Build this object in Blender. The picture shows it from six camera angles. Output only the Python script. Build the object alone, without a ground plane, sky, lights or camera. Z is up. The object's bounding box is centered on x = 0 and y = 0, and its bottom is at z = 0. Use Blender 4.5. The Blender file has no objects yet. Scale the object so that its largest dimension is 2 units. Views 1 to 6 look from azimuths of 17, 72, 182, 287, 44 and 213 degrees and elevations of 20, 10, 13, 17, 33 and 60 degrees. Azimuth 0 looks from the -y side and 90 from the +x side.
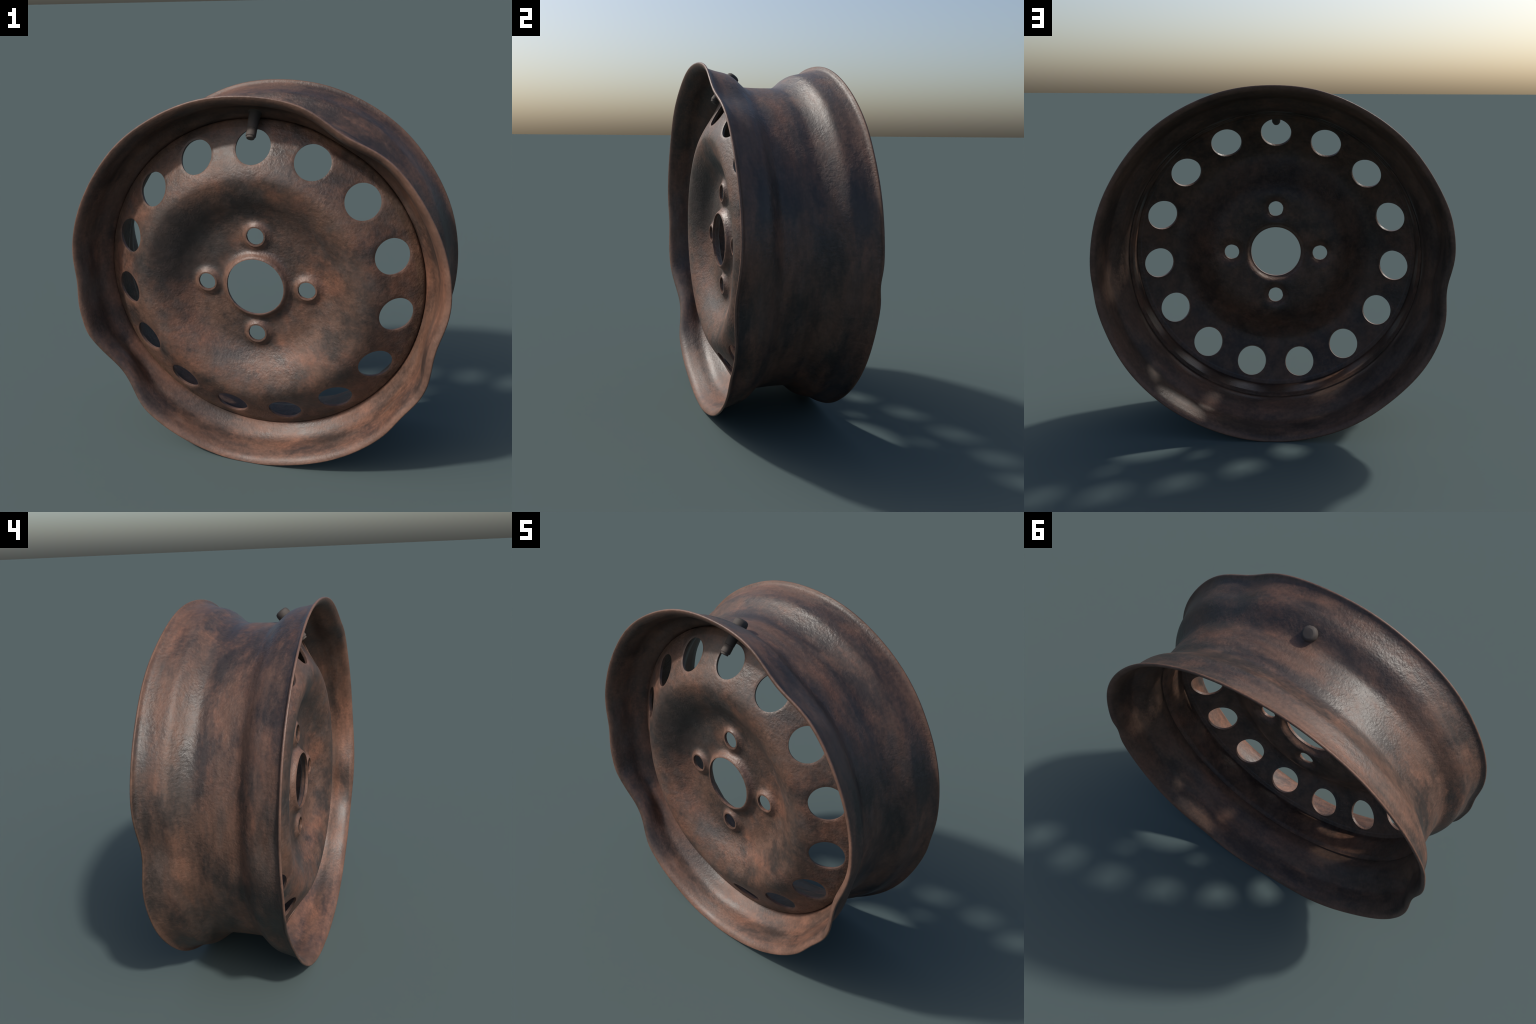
"""Bent, rusty pressed-steel car wheel standing upright; axle along y, street side towards -y."""
import bpy, bmesh, math
import numpy as np
from math import radians, pi

CX, CZ = -0.005, 1.0008          # where the axle passes through the xz plane


# ------------------------------------------------------------------ helpers
def smooth_curve(ctrl, n):
    """Catmull-Rom through 2D control points, resampled evenly to n points."""
    c = np.array(ctrl, float)
    p = np.vstack([2 * c[0] - c[1], c, 2 * c[-1] - c[-2]])
    out = []
    for i in range(1, len(p) - 2):
        for t in np.linspace(0, 1, 24, endpoint=False):
            a, b, d, e = p[i - 1], p[i], p[i + 1], p[i + 2]
            out.append(0.5 * (2 * b + (d - a) * t + (2 * a - 5 * b + 4 * d - e) * t**2 + (3 * b - a - 3 * d + e) * t**3))
    out = np.array(out + [c[-1]])
    s = np.r_[0, np.cumsum(np.linalg.norm(np.diff(out, axis=0), axis=1))]
    q = np.linspace(0, s[-1], n)
    return np.stack([np.interp(q, s, out[:, 0]), np.interp(q, s, out[:, 1])], 1)


def smoothstep(x, a, b):
    t = np.clip((x - a) / (b - a), 0, 1)
    return t * t * (3 - 2 * t)


def make_object(name, verts, faces, mat, parent=None, smooth=True):
    me = bpy.data.meshes.new(name)
    me.from_pydata([tuple(v) for v in np.asarray(verts, float)], [], faces)
    bm = bmesh.new()
    bm.from_mesh(me)
    bmesh.ops.recalc_face_normals(bm, faces=bm.faces)
    bm.to_mesh(me)
    bm.free()
    me.polygons.foreach_set("use_smooth", [smooth] * len(me.polygons))
    me.materials.append(mat)
    ob = bpy.data.objects.new(name, me)
    bpy.context.scene.collection.objects.link(ob)
    if parent:
        ob.parent = parent
    return ob


# ---------------------------------------------------------------- materials
class Nodes:
    """Small shorthand for building shader node trees."""

    def __init__(self, name):
        self.mat = bpy.data.materials.new(name)
        self.mat.use_nodes = True
        self.t = self.mat.node_tree
        self.t.nodes.clear()
        self.out = self.t.nodes.new("ShaderNodeOutputMaterial")
        self.bsdf = self.t.nodes.new("ShaderNodeBsdfPrincipled")
        self.t.links.new(self.bsdf.outputs[0], self.out.inputs[0])

    def put(self, sock, v):
        if isinstance(v, bpy.types.NodeSocket):
            self.t.links.new(v, sock)
        else:
            sock.default_value = v

    def math(self, op, a, b=0.0, c=0.0, clamp=False):
        n = self.t.nodes.new("ShaderNodeMath")
        n.operation = op
        n.use_clamp = clamp
        for i, v in enumerate((a, b, c)):
            self.put(n.inputs[i], v)
        return n.outputs[0]

    def ramp(self, v, lo, hi, a=0.0, b=1.0):
        n = self.t.nodes.new("ShaderNodeMapRange")
        n.interpolation_type = "SMOOTHSTEP"
        for i, x in enumerate((v, lo, hi, a, b)):
            self.put(n.inputs[i], x)
        return n.outputs[0]

    def noise(self, vec, scale, detail=4.0, rough=0.55, dist=0.0, w=None):
        n = self.t.nodes.new("ShaderNodeTexNoise")
        n.noise_dimensions = "4D" if w is not None else "3D"
        self.put(n.inputs["Vector"], vec)
        n.inputs["Scale"].default_value = scale
        n.inputs["Detail"].default_value = detail
        n.inputs["Roughness"].default_value = rough
        n.inputs["Distortion"].default_value = dist
        if w is not None:
            n.inputs["W"].default_value = w
        return n.outputs["Fac"]

    def mix(self, f, a, b):
        n = self.t.nodes.new("ShaderNodeMix")
        n.data_type = "RGBA"
        self.put(n.inputs[0], f)
        for s, v in ((n.inputs[6], a), (n.inputs[7], b)):
            self.put(s, (*v, 1) if isinstance(v, tuple) and len(v) == 3 else v)
        return n.outputs[2]

    def xyz(self, x, y, z):
        n = self.t.nodes.new("ShaderNodeCombineXYZ")
        for i, v in enumerate((x, y, z)):
            self.put(n.inputs[i], v)
        return n.outputs[0]


# palettes: plain rust, bright rust, burnt film, bare dull steel
FACE = dict(rust=(0.092, 0.049, 0.033), bright=(0.145, 0.063, 0.038), soot=(0.019, 0.0175, 0.017), steel=(0.056, 0.045, 0.041))
LIP = dict(rust=(0.110, 0.056, 0.037), bright=(0.162, 0.073, 0.045), soot=(0.032, 0.023, 0.020), steel=(0.080, 0.060, 0.051))
BARREL = dict(rust=(0.086, 0.046, 0.031), bright=(0.136, 0.062, 0.038), soot=(0.022, 0.0180, 0.0165), steel=(0.060, 0.045, 0.038))
HOLLOW = dict(rust=(0.094, 0.054, 0.036), bright=(0.130, 0.064, 0.040), soot=(0.036, 0.026, 0.021), steel=(0.066, 0.047, 0.038))


def rust_material(name, pal, disc=False, sooty=0.5, back=None, worn=1.0, gloss=1.0, relief=1.0):
    """Old rust over dark burnt steel: patches drawn out along the circumference, fine pitted grain."""
    N = Nodes(name)
    co = N.t.nodes.new("ShaderNodeTexCoord").outputs["Object"]
    sep = N.t.nodes.new("ShaderNodeSeparateXYZ")
    N.t.links.new(co, sep.inputs[0])
    x = N.math("SUBTRACT", sep.outputs[0], CX)
    y = sep.outputs[1]
    z = N.math("SUBTRACT", sep.outputs[2], CZ)
    r = N.math("SQRT", N.math("ADD", N.math("MULTIPLY", x, x), N.math("MULTIPLY", z, z)))
    inv = N.math("DIVIDE", 1.0, N.math("MAXIMUM", r, 0.02))
    cs, sn = N.math("MULTIPLY", x, inv), N.math("MULTIPLY", z, inv)
    # coordinates that follow the wheel: along the circumference slower than across it
    if disc:
        v = N.xyz(x, N.math("MULTIPLY", y, 1.0), z)
    else:
        v = N.xyz(N.math("MULTIPLY", cs, 0.75), N.math("MULTIPLY", y, 1.5), N.math("MULTIPLY", sn, 0.75))
    streak = v if disc else N.xyz(N.math("MULTIPLY", cs, 0.42), N.math("MULTIPLY", y, 1.6), N.math("MULTIPLY", sn, 0.42))
    big = N.noise(v, 3.6, 5.0, 0.58, 0.25, w=1.7)
    mid = N.noise(streak, 7.5, 7.0, 0.66, 0.15, w=4.2)
    warm = N.noise(streak, 5.0, 7.0, 0.66, 0.2, w=9.1)
    fine = N.noise(co, 55.0, 4.0, 0.65)
    both = N.math("ADD", N.math("MULTIPLY", big, 0.6), N.math("MULTIPLY", mid, 0.4))
    both = N.math("ADD", both, N.math("MULTIPLY_ADD", fine, 0.10, -0.05))
    soot = N.ramp(both, 0.54 + 0.08 * sooty, 0.355 + 0.07 * sooty)
    # soot: 1 where burnt dark; start from rust and put steel and soot over it
    w_warm, w_steel = N.ramp(warm, 0.43, 0.68), N.ramp(N.noise(streak, 4.5, 7.0, 0.66, 0.2, w=13.0), 0.44, 0.68, 0.0, 0.8)

    def layers(p):
        c = N.mix(w_steel, N.mix(w_warm, p["rust"], p["bright"]), p["steel"])
        return c, p["soot"]

    col, dark = layers(pal)
    if back:                                    # behind the disc the rim blends into the duller HOLLOW palette
        col2, dark2 = layers(back)
        deep = N.ramp(y, -0.10, -0.03)
        col, dark = N.mix(deep, col, col2), N.mix(deep, dark, dark2)
    wob = N.math("MULTIPLY_ADD", mid, 0.5, -0.25)
    if disc and gloss == 1.0:
        # the dark crescent in the upper left of the dish
        dx, dz = N.math("ADD", x, 0.36), N.math("SUBTRACT", z, 0.17)
        d = N.math("SQRT", N.math("ADD", N.math("MULTIPLY", dx, dx), N.math("MULTIPLY", dz, dz)))
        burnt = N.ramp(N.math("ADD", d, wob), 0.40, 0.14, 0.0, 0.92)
        dx, dz = N.math("SUBTRACT", x, 0.20), N.math("SUBTRACT", z, 0.34)
        d = N.math("SQRT", N.math("ADD", N.math("MULTIPLY", dx, dx), N.math("MULTIPLY", dz, dz)))
        burnt = N.math("MAXIMUM", burnt, N.ramp(N.math("ADD", d, wob), 0.24, 0.04, 0.0, 0.6))
        soot = N.math("MAXIMUM", N.math("MULTIPLY", soot, 0.9), burnt)
    col = N.mix(N.math("MULTIPLY", soot, 0.9), col, dark)
    # bare worn edges where the rust is bright
    if disc:
        hub = N.ramp(N.math("ADD", r, N.math("MULTIPLY", wob, 0.03)), 0.20, 0.172)
        bolts = None
        for k in range(4):
            bx, bz = 0.272 * math.cos(k * pi / 2), 0.272 * math.sin(k * pi / 2)
            ex, ez = N.math("SUBTRACT", x, bx), N.math("SUBTRACT", z, bz)
            d = N.math("SQRT", N.math("ADD", N.math("MULTIPLY", ex, ex), N.math("MULTIPLY", ez, ez)))
            m = N.ramp(d, 0.085, 0.062)
            bolts = m if bolts is None else N.math("MAXIMUM", bolts, m)
        ang = N.math("ARCTAN2", x, z)
        step = 2 * pi / 15
        loc = N.math("SUBTRACT", N.math("FLOORED_MODULO", N.math("ADD", ang, step / 2), step), step / 2)
        ea, er = N.math("MULTIPLY", loc, 0.7345), N.math("SUBTRACT", r, 0.7345)
        d = N.math("SQRT", N.math("ADD", N.math("MULTIPLY", ea, ea), N.math("MULTIPLY", er, er)))
        vents = N.ramp(d, 0.106, 0.082, 0.0, 0.5)
        edge = N.math("MAXIMUM", N.math("MAXIMUM", hub, bolts), vents)
    else:
        edge = N.math("MAXIMUM", N.ramp(y, -0.328, -0.342), N.ramp(y, 0.341, 0.354))
    edge = N.math("MULTIPLY", edge, N.ramp(mid, 0.30, 0.55, 0.3 * worn, 0.8 * worn))
    col = N.mix(edge, col, (0.135, 0.072, 0.050))
    # fine mottling
    g = N.math("MULTIPLY", N.ramp(fine, 0.30, 0.72, 0.88, 1.12), N.ramp(N.noise(streak, 17.0, 4.0, 0.6, w=30.0), 0.33, 0.67, 0.82, 1.18))
    n = N.t.nodes.new("ShaderNodeMix")
    n.data_type, n.blend_type = "RGBA", "MULTIPLY"
    n.inputs[0].default_value = 1.0
    N.put(n.inputs[6], col)
    N.put(n.inputs[7], g)
    N.put(N.bsdf.inputs["Base Color"], n.outputs[2])
    N.put(N.bsdf.inputs["Roughness"], N.ramp(both, 0.36, 0.62, 0.43, 0.59))
    N.bsdf.inputs["Metallic"].default_value = 0.0
    N.put(N.bsdf.inputs["Specular IOR Level"], N.math("MULTIPLY_ADD", deep, -0.22, 0.5) if back else 0.5 * gloss)
    # pitted grain
    pit = N.noise(co, 88.0, 2.5, 0.6)
    lump = N.noise(co, 34.0, 1.5, 0.5)
    h = N.math("ADD", N.math("MULTIPLY", pit, 0.55), N.math("MULTIPLY", lump, 0.6))
    b = N.t.nodes.new("ShaderNodeBump")
    N.put(b.inputs["Strength"], N.ramp(N.noise(v, 4.0, 2.0, 0.5, w=21.0), 0.36, 0.62, 0.24 * relief, 0.55 * relief))     # pitted here, smooth there
    b.inputs["Distance"].default_value = 0.008
    N.put(b.inputs["Height"], h)
    N.put(N.bsdf.inputs["Normal"], b.outputs[0])
    return N.mat


def valve_material(name, colour):
    N = Nodes(name)
    co = N.t.nodes.new("ShaderNodeTexCoord").outputs["Object"]
    f = N.noise(co, 30.0, 4.0, 0.6)
    N.put(N.bsdf.inputs["Base Color"], N.mix(N.ramp(f, 0.35, 0.7), colour, tuple(1.35 * c for c in colour)))
    N.bsdf.inputs["Roughness"].default_value = 0.75
    b = N.t.nodes.new("ShaderNodeBump")
    b.inputs["Strength"].default_value = 0.2
    b.inputs["Distance"].default_value = 0.003
    N.put(b.inputs["Height"], f)
    N.put(N.bsdf.inputs["Normal"], b.outputs[0])
    return N.mat


MAT_BARREL = rust_material("rusted_barrel_outside", BARREL, sooty=0.5, worn=0.6)
MAT_LIP = rust_material("rusted_rim_inside", LIP, sooty=0.3, back=HOLLOW, worn=0.9, relief=0.6)
MAT_DISC = rust_material("rusted_disc_face", FACE, disc=True, sooty=0.5)
MAT_REAR = rust_material("dull_brown_disc_rear", HOLLOW, disc=True, sooty=0.3, worn=0.6, gloss=0.55)
MAT_RUBBER = valve_material("aged_valve_rubber", (0.038, 0.031, 0.027))
MAT_BRASS = valve_material("dull_valve_metal", (0.058, 0.046, 0.039))

# ------------------------------------------------------------------ the wheel
wheel = bpy.data.objects.new("car_wheel", None)
wheel.location = (0, 0, 0)
bpy.context.scene.collection.objects.link(wheel)
wheel["label"] = "bent rusty steel car wheel without tyre, dented rim edges"
wheel["category"] = "car wheel"

# ---- rim: one rolled sheet, profile (y, r) of its outer side from front lip to back lip
OUTER = [(-0.3330, 0.9950), (-0.3290, 0.9865), (-0.319, 0.9765), (-0.300, 0.968), (-0.260, 0.957), (-0.220, 0.949), (-0.195, 0.941),
         (-0.170, 0.926), (-0.140, 0.900), (-0.115, 0.880), (-0.090, 0.871), (-0.040, 0.8685), (0.000, 0.868),
         (0.060, 0.869), (0.095, 0.870), (0.118, 0.876), (0.150, 0.893), (0.180, 0.915), (0.205, 0.936),
         (0.225, 0.947), (0.260, 0.9555), (0.295, 0.963), (0.320, 0.972), (0.335, 0.979), (0.3430, 0.9870), (0.3470, 0.9955)]
SHEET = 0.0145
# dents of the two lips: (angle, spread, push along the radius, spread, push along the axle, how far in it starts,
# how far out it is full), degrees and metres, angle counted from +x towards +z
DENTS_FRONT = [(60, 9.9, -0.037, 13, -0.011, 0.03, 0.27), (181, 7.0, -0.018, 9.5, 0.008, 0.12, 0.33),
               (199, 4.0, 0.008, 5, 0.0, 0.2, 0.33), (216, 10.8, -0.0545, 13, 0.036, 0.11, 0.315),
               (229, 4.5, 0.004, 6, -0.004, 0.2, 0.33), (260, 14.8, 0.011, 18, 0.009, 0.13, 0.33),
               (324.5, 7.6, -0.019, 9, -0.004, 0.11, 0.31), (349, 10.1, -0.043, 13.4, -0.019, 0.09, 0.29),
               (131, 15, 0.002, 13, -0.004, 0.15, 0.33)]
DENTS_BACK = [(161, 6.5, 0.0044, 6, -0.003, 0.2, 0.34), (185, 8.6, -0.0405, 9.9, -0.0193, 0.06, 0.30),
              (210, 9.8, 0.005, 8, 0.0, 0.2, 0.34), (265, 15.6, 0.005, 12.6, -0.011, 0.15, 0.34),
              (354, 8, -0.002, 4, -0.012, 0.2, 0.34), (136, 17.6, 0.002, 11, 0.005, 0.2, 0.34),
              (243, 14, 0.0, 14, 0.0045, 0.2, 0.34), (297, 10, 0.0, 10, -0.008, 0.2, 0.34), (40, 8, 0.0, 8, 0.003, 0.2, 0.34)]


def bend(theta, y, r):
    """Carry the dents of the lips into the rim; each dies out towards the middle of the barrel."""
    deg = np.degrees(theta)
    y1, r1 = y.copy(), r.copy()
    for dents, side in ((DENTS_FRONT, -1), (DENTS_BACK, 1)):
        for a, wr, hr, wy, hy, s0, s1 in dents:
            q = (deg - a + 180) % 360 - 180
            w = smoothstep(side * y, s0, s1)
            r1 = r1 + w * hr * np.exp(-(q / wr) ** 2)
            y1 = y1 + w * hy * np.exp(-(q / wy) ** 2)
    ripple = 0.0010 * (np.sin(7 * theta + 1) + np.sin(13 * theta + 9 * y))
    return y1, r1 + ripple * smoothstep(np.abs(y), 0.12, 0.3)


NT = 360
line = smooth_curve(OUTER, 110)
tan = np.gradient(line, axis=0)
tan /= np.linalg.norm(tan, axis=1, keepdims=True)
nrm = np.stack([tan[:, 1], -tan[:, 0]], 1)        # towards the axle
gauge = SHEET * (1 - 0.15 * smoothstep(np.abs(line[:, 0]), 0.25, 0.335))     # the sheet thins towards the lips
inner = line + nrm * gauge[:, None]


def round_end(i, turn):
    """Half circle that closes the sheet at a lip."""
    c = (line[i] + inner[i]) / 2
    a = (line[i] - inner[i]) / 2
    b = tan[i] * turn * gauge[i] / 2
    return [c + a * math.cos(t) + b * math.sin(t) for t in np.linspace(0, pi, 8)[1:-1]]


section = np.vstack([line, round_end(-1, 1), inner[::-1], round_end(0, -1)[::-1]])
theta = np.arange(NT) * 2 * pi / NT
verts, faces = [], []
m = len(section)
for t in theta:
    yy, rr = bend(np.full(m, t), section[:, 0], section[:, 1])
    verts.append(np.stack([CX + rr * math.cos(t), yy, CZ + rr * math.sin(t)], 1))
verts = np.vstack(verts)
verts[:, 2] = np.maximum(verts[:, 2], 0.0)
for i in range(NT):
    j = (i + 1) % NT
    for k in range(m):
        l = (k + 1) % m
        faces.append((i * m + k, j * m + k, j * m + l, i * m + l))
rim = make_object("rim", verts, faces, MAT_BARREL, wheel)
rim.data.materials.append(MAT_LIP)
skin = np.array([0 if k < len(line) - 1 else 1 for k in range(m)] * NT)
rim.data.polygons.foreach_set("material_index", skin)

# ---- centre disc: pressed dish with hub collar, four bolt bosses and fifteen vent holes
DISH = [(0.150, -0.213), (0.157, -0.2125), (0.166, -0.206), (0.178, -0.190), (0.195, -0.178), (0.220, -0.1735),
        (0.270, -0.172), (0.320, -0.172), (0.355, -0.1755), (0.388, -0.186), (0.422, -0.204), (0.457, -0.227),
        (0.492, -0.247), (0.527, -0.263), (0.562, -0.274), (0.595, -0.277), (0.630, -0.267), (0.670, -0.245),
        (0.720, -0.212), (0.760, -0.185), (0.800, -0.161), (0.825, -0.147)]
dish = smooth_curve(DISH, 600)
R_VENT, A_VENT = 0.7345, 0.0890
R_BOLT, A_BOLT = 0.272, 0.046
PLATE = 0.015
V_SQUASH = 0.885                 # vents are punched square to the cone, so they look flattened end-on
vent_angles = pi / 2 + np.arange(15) * 2 * pi / 15
bolt_angles = pi / 2 + np.arange(4) * pi / 2


def disc_height(x, z):
    """y of the street side of the disc at a point counted from the axle."""
    r = np.hypot(x, z)
    y = np.interp(r, dish[:, 0], dish[:, 1])
    for a in bolt_angles:                       # raised bosses
        d = np.hypot(x - R_BOLT * np.cos(a), z - R_BOLT * np.sin(a))
        y = y - 0.0235 * np.clip(1 - np.clip(d - A_BOLT - 0.008, 0, 1) / 0.050, 0, 1) ** 2.2
    for a in vent_angles:                       # edges of the vents roll inwards
        along = x * np.cos(a) + z * np.sin(a) - R_VENT
        d = np.hypot(along / V_SQUASH, z * np.cos(a) - x * np.sin(a))
        y = y + 0.0035 * (1 - smoothstep(d, A_VENT - 0.006, A_VENT + 0.016)) ** 1.3
    return y


pts, quads, index = [], [], {}


def vid(x, z):
    key = (round(x * 20000), round(z * 20000))
    if key not in index:
        index[key] = len(pts)
        pts.append((x, z))
    return index[key]


def polar_grid(r0, r1, nr, a0, a1, na):
    for i in range(nr):
        for k in range(na):
            q = []
            for di, dk in ((0, 0), (1, 0), (1, 1), (0, 1)):
                r = r0 + (r1 - r0) * (i + di) / nr
                a = a0 + (a1 - a0) * (k + dk) / na
                q.append(vid(r * math.cos(a), r * math.sin(a)))
            quads.append(tuple(q))


def block_with_hole(r0, r1, nr, a0, a1, na, rc, ac, hole, rings, squash=1.0):
    """Polar block with a round hole, meshed in rings from its border to the hole."""
    border = [(r0, a0 + (a1 - a0) * k / na) for k in range(na)]
    border += [(r0 + (r1 - r0) * k / nr, a1) for k in range(nr)]
    border += [(r1, a1 - (a1 - a0) * k / na) for k in range(na)]
    border += [(r1 - (r1 - r0) * k / nr, a0) for k in range(nr)]
    b = np.array([(r * math.cos(a), r * math.sin(a)) for r, a in border])
    c = np.array((rc * math.cos(ac), rc * math.sin(ac)))
    d = np.arctan2(b[:, 1] - c[1], b[:, 0] - c[0])
    n = len(b)
    even = np.unwrap(d)
    lin = even[0] + (even[-1] - even[0]) * np.arange(n) / (n - 1)
    g = 0.35 * even + 0.65 * (lin + (even - lin).mean())
    rad = hole / np.hypot(np.cos(g - ac) / squash, np.sin(g - ac))   # flattened along the radius of the wheel
    h = c + np.stack([np.cos(g), np.sin(g)], 1) * rad[:, None]
    rows = []
    for i in range(rings + 1):
        t = (i / rings) ** 0.75
        rows.append([vid(*(b[k] * (1 - t) + h[k] * t)) for k in range(n)])
    for i in range(rings):
        for k in range(n):
            l = (k + 1) % n
            quads.append((rows[i][k], rows[i + 1][k], rows[i + 1][l], rows[i][l]))


ND = 360
FULL = 2 * pi
RH = 0.1535
polar_grid(RH, 0.205, 18, 0, FULL, ND)
for a in bolt_angles:
    half = radians(20)
    block_with_hole(0.205, 0.345, 28, a - half, a + half, 40, R_BOLT, a, A_BOLT, 22)
    polar_grid(0.205, 0.345, 28, a + half, a + half + radians(50), 50)
polar_grid(0.345, 0.625, 60, 0, FULL, ND)
for a in vent_angles:
    half = pi / 15
    block_with_hole(0.625, 0.825, 24, a - half, a + half, 24, R_VENT, a, A_VENT, 18, V_SQUASH)

P = np.array(pts)
e = 1e-4
Y = disc_height(P[:, 0], P[:, 1])
gx = (disc_height(P[:, 0] + e, P[:, 1]) - disc_height(P[:, 0] - e, P[:, 1])) / (2 * e)
gz = (disc_height(P[:, 0], P[:, 1] + e) - disc_height(P[:, 0], P[:, 1] - e)) / (2 * e)
nb = np.stack([-gx, np.ones_like(gx), -gz], 1)
nb /= np.linalg.norm(nb, axis=1, keepdims=True)
rad = np.hypot(P[:, 0], P[:, 1])
# the collar of the hub is a tube: its inside stays in line with the axle
w = smoothstep(rad, 0.176, 0.210)
nb = nb * w[:, None] + np.array([0, 1.0, 0]) * (1 - w[:, None])
nb /= np.linalg.norm(nb, axis=1, keepdims=True)
thick = PLATE + 0.007 * smoothstep(rad, RH, 0.172) * (1 - smoothstep(rad, 0.168, 0.205))   # collar flares open at the rear
F = np.stack([P[:, 0], Y, P[:, 1]], 1)
Bk = F + nb * thick[:, None]
n = len(P)
count = {}
for q in quads:
    for k in range(4):
        a, b = q[k], q[(k + 1) % 4]
        count.setdefault((min(a, b), max(a, b)), []).append((a, b))
border = [v[0] for v in count.values() if len(v) == 1]
dv = [F, Bk]
df = [q for q in quads] + [tuple(n + i for i in reversed(q)) for q in quads]
rim_ring = []
extra = []
base = 2 * n
for a, b in border:
    if rad[a] > 0.8249 and rad[b] > 0.8249:
        rim_ring.append((a, b))
        continue
    # rounded wall of a hole: two extra rows pulled slightly into the opening
    df.append((a, b, n + b, n + a))
# seat flange: the disc turns over into a cylinder pressed into the barrel
SEAT = smooth_curve([(0.825, -0.147), (0.843, -0.1365), (0.8555, -0.1270), (0.8595, -0.115), (0.8590, -0.098), (0.8553, -0.075),
                     (0.8535, -0.040), (0.8535, 0.000), (0.8535, 0.0535)], 40)
st = np.gradient(SEAT, axis=0)
st /= np.linalg.norm(st, axis=1, keepdims=True)
ring = sorted({a for ab in rim_ring for a in ab}, key=lambda i: math.atan2(P[i, 1], P[i, 0]))
outer_rows, inner_rows = [ring], [[n + i for i in ring]]
off = base
for k in range(1, len(SEAT)):
    ro, ri = [], []
    for i in ring:
        c, s = P[i] / rad[i]
        r, y = SEAT[k]
        r2, y2 = SEAT[k] + (PLATE - 0.009 * smoothstep(SEAT[k][1], 0.025, 0.053)) * np.array((-st[k, 1], st[k, 0]))
        extra += [(r * c, y, r * s), (r2 * c, y2, r2 * s)]
        ro.append(off)
        ri.append(off + 1)
        off += 2
    outer_rows.append(ro)
    inner_rows.append(ri)
for k in range(len(SEAT) - 1):
    for i in range(len(ring)):
        j = (i + 1) % len(ring)
        df.append((outer_rows[k][i], outer_rows[k][j], outer_rows[k + 1][j], outer_rows[k + 1][i]))
        df.append((inner_rows[k][j], inner_rows[k][i], inner_rows[k + 1][i], inner_rows[k + 1][j]))
for i in range(len(ring)):
    j = (i + 1) % len(ring)
    df.append((outer_rows[-1][i], outer_rows[-1][j], inner_rows[-1][j], inner_rows[-1][i]))
DV = np.vstack(dv + [np.array(extra)])
ra, ta = np.hypot(DV[:, 0], DV[:, 2]), np.arctan2(DV[:, 2], DV[:, 0])
by, br = bend(ta, DV[:, 1], ra)                 # the seat gives way with the barrel where that is dented
give = smoothstep(ra, 0.80, 0.85)
ra = ra + give * np.minimum(br - ra, 0)
DV = np.stack([CX + ra * np.cos(ta), DV[:, 1], CZ + ra * np.sin(ta)], 1)
disc = make_object("wheel_disc", DV, df, MAT_DISC, wheel)
disc.data.materials.append(MAT_REAR)
rear = np.zeros(len(df), int)
rear[len(quads):2 * len(quads)] = 1             # the rear skin, then the inside of the seat flange
for i, f in enumerate(df[2 * len(quads):]):
    c = DV[list(f)].mean(0)
    if math.hypot(c[0] - CX, c[2] - CZ) > 0.3 and abs(math.hypot(c[0] - CX, c[2] - CZ) - R_VENT) > 0.0905:
        rear[2 * len(quads) + i] = 1
disc.data.polygons.foreach_set("material_index", rear)
bev = disc.modifiers.new("rounded_edges", "BEVEL")
bev.width, bev.segments, bev.limit_method, bev.angle_limit = 0.0025, 3, "ANGLE", radians(50)
bev.use_clamp_overlap = True

# ---- valve: rubber foot outside the barrel, stem leaning out of the front of the rim
tip = np.array([-0.004, -0.237, 1.786])
axis = np.array([0.0, 0.108, 0.133])
axis /= np.linalg.norm(axis)
ex = np.array([1.0, 0, 0])
ey = np.cross(axis, ex)


def lathe(name, profile, mat, parent, sides=32):
    vs, fs = [], []
    for d, r in profile:
        for k in range(sides):
            a = 2 * pi * k / sides
            vs.append(tip + axis * d + r * (math.cos(a) * ex + math.sin(a) * ey))
    for i in range(len(profile) - 1):
        for k in range(sides):
            l = (k + 1) % sides
            fs.append((i * sides + k, i * sides + l, (i + 1) * sides + l, (i + 1) * sides + k))
    fs.append(tuple(range(sides))[::-1])
    fs.append(tuple((len(profile) - 1) * sides + k for k in range(sides)))
    ob = make_object(name, vs, fs, mat, parent)
    bv = ob.modifiers.new("rounded_edges", "BEVEL")
    bv.width, bv.segments, bv.limit_method, bv.angle_limit = 0.002, 2, "ANGLE", radians(25)
    return ob


stem = lathe("valve_stem", [(0.0475, 0.0245), (0.050, 0.0262), (0.090, 0.0275), (0.125, 0.0290), (0.145, 0.0330), (0.165, 0.0340)], MAT_RUBBER, wheel)
lathe("valve_tip", [(-0.004, 0.0195), (0.006, 0.0205), (0.0065, 0.0245), (0.012, 0.0255), (0.046, 0.0255), (0.0485, 0.0235)], MAT_BRASS, stem)
lathe("valve_foot", [(0.135, 0.0360), (0.158, 0.0375), (0.172, 0.0375), (0.184, 0.034), (0.190, 0.025)], MAT_RUBBER, stem, sides=16)
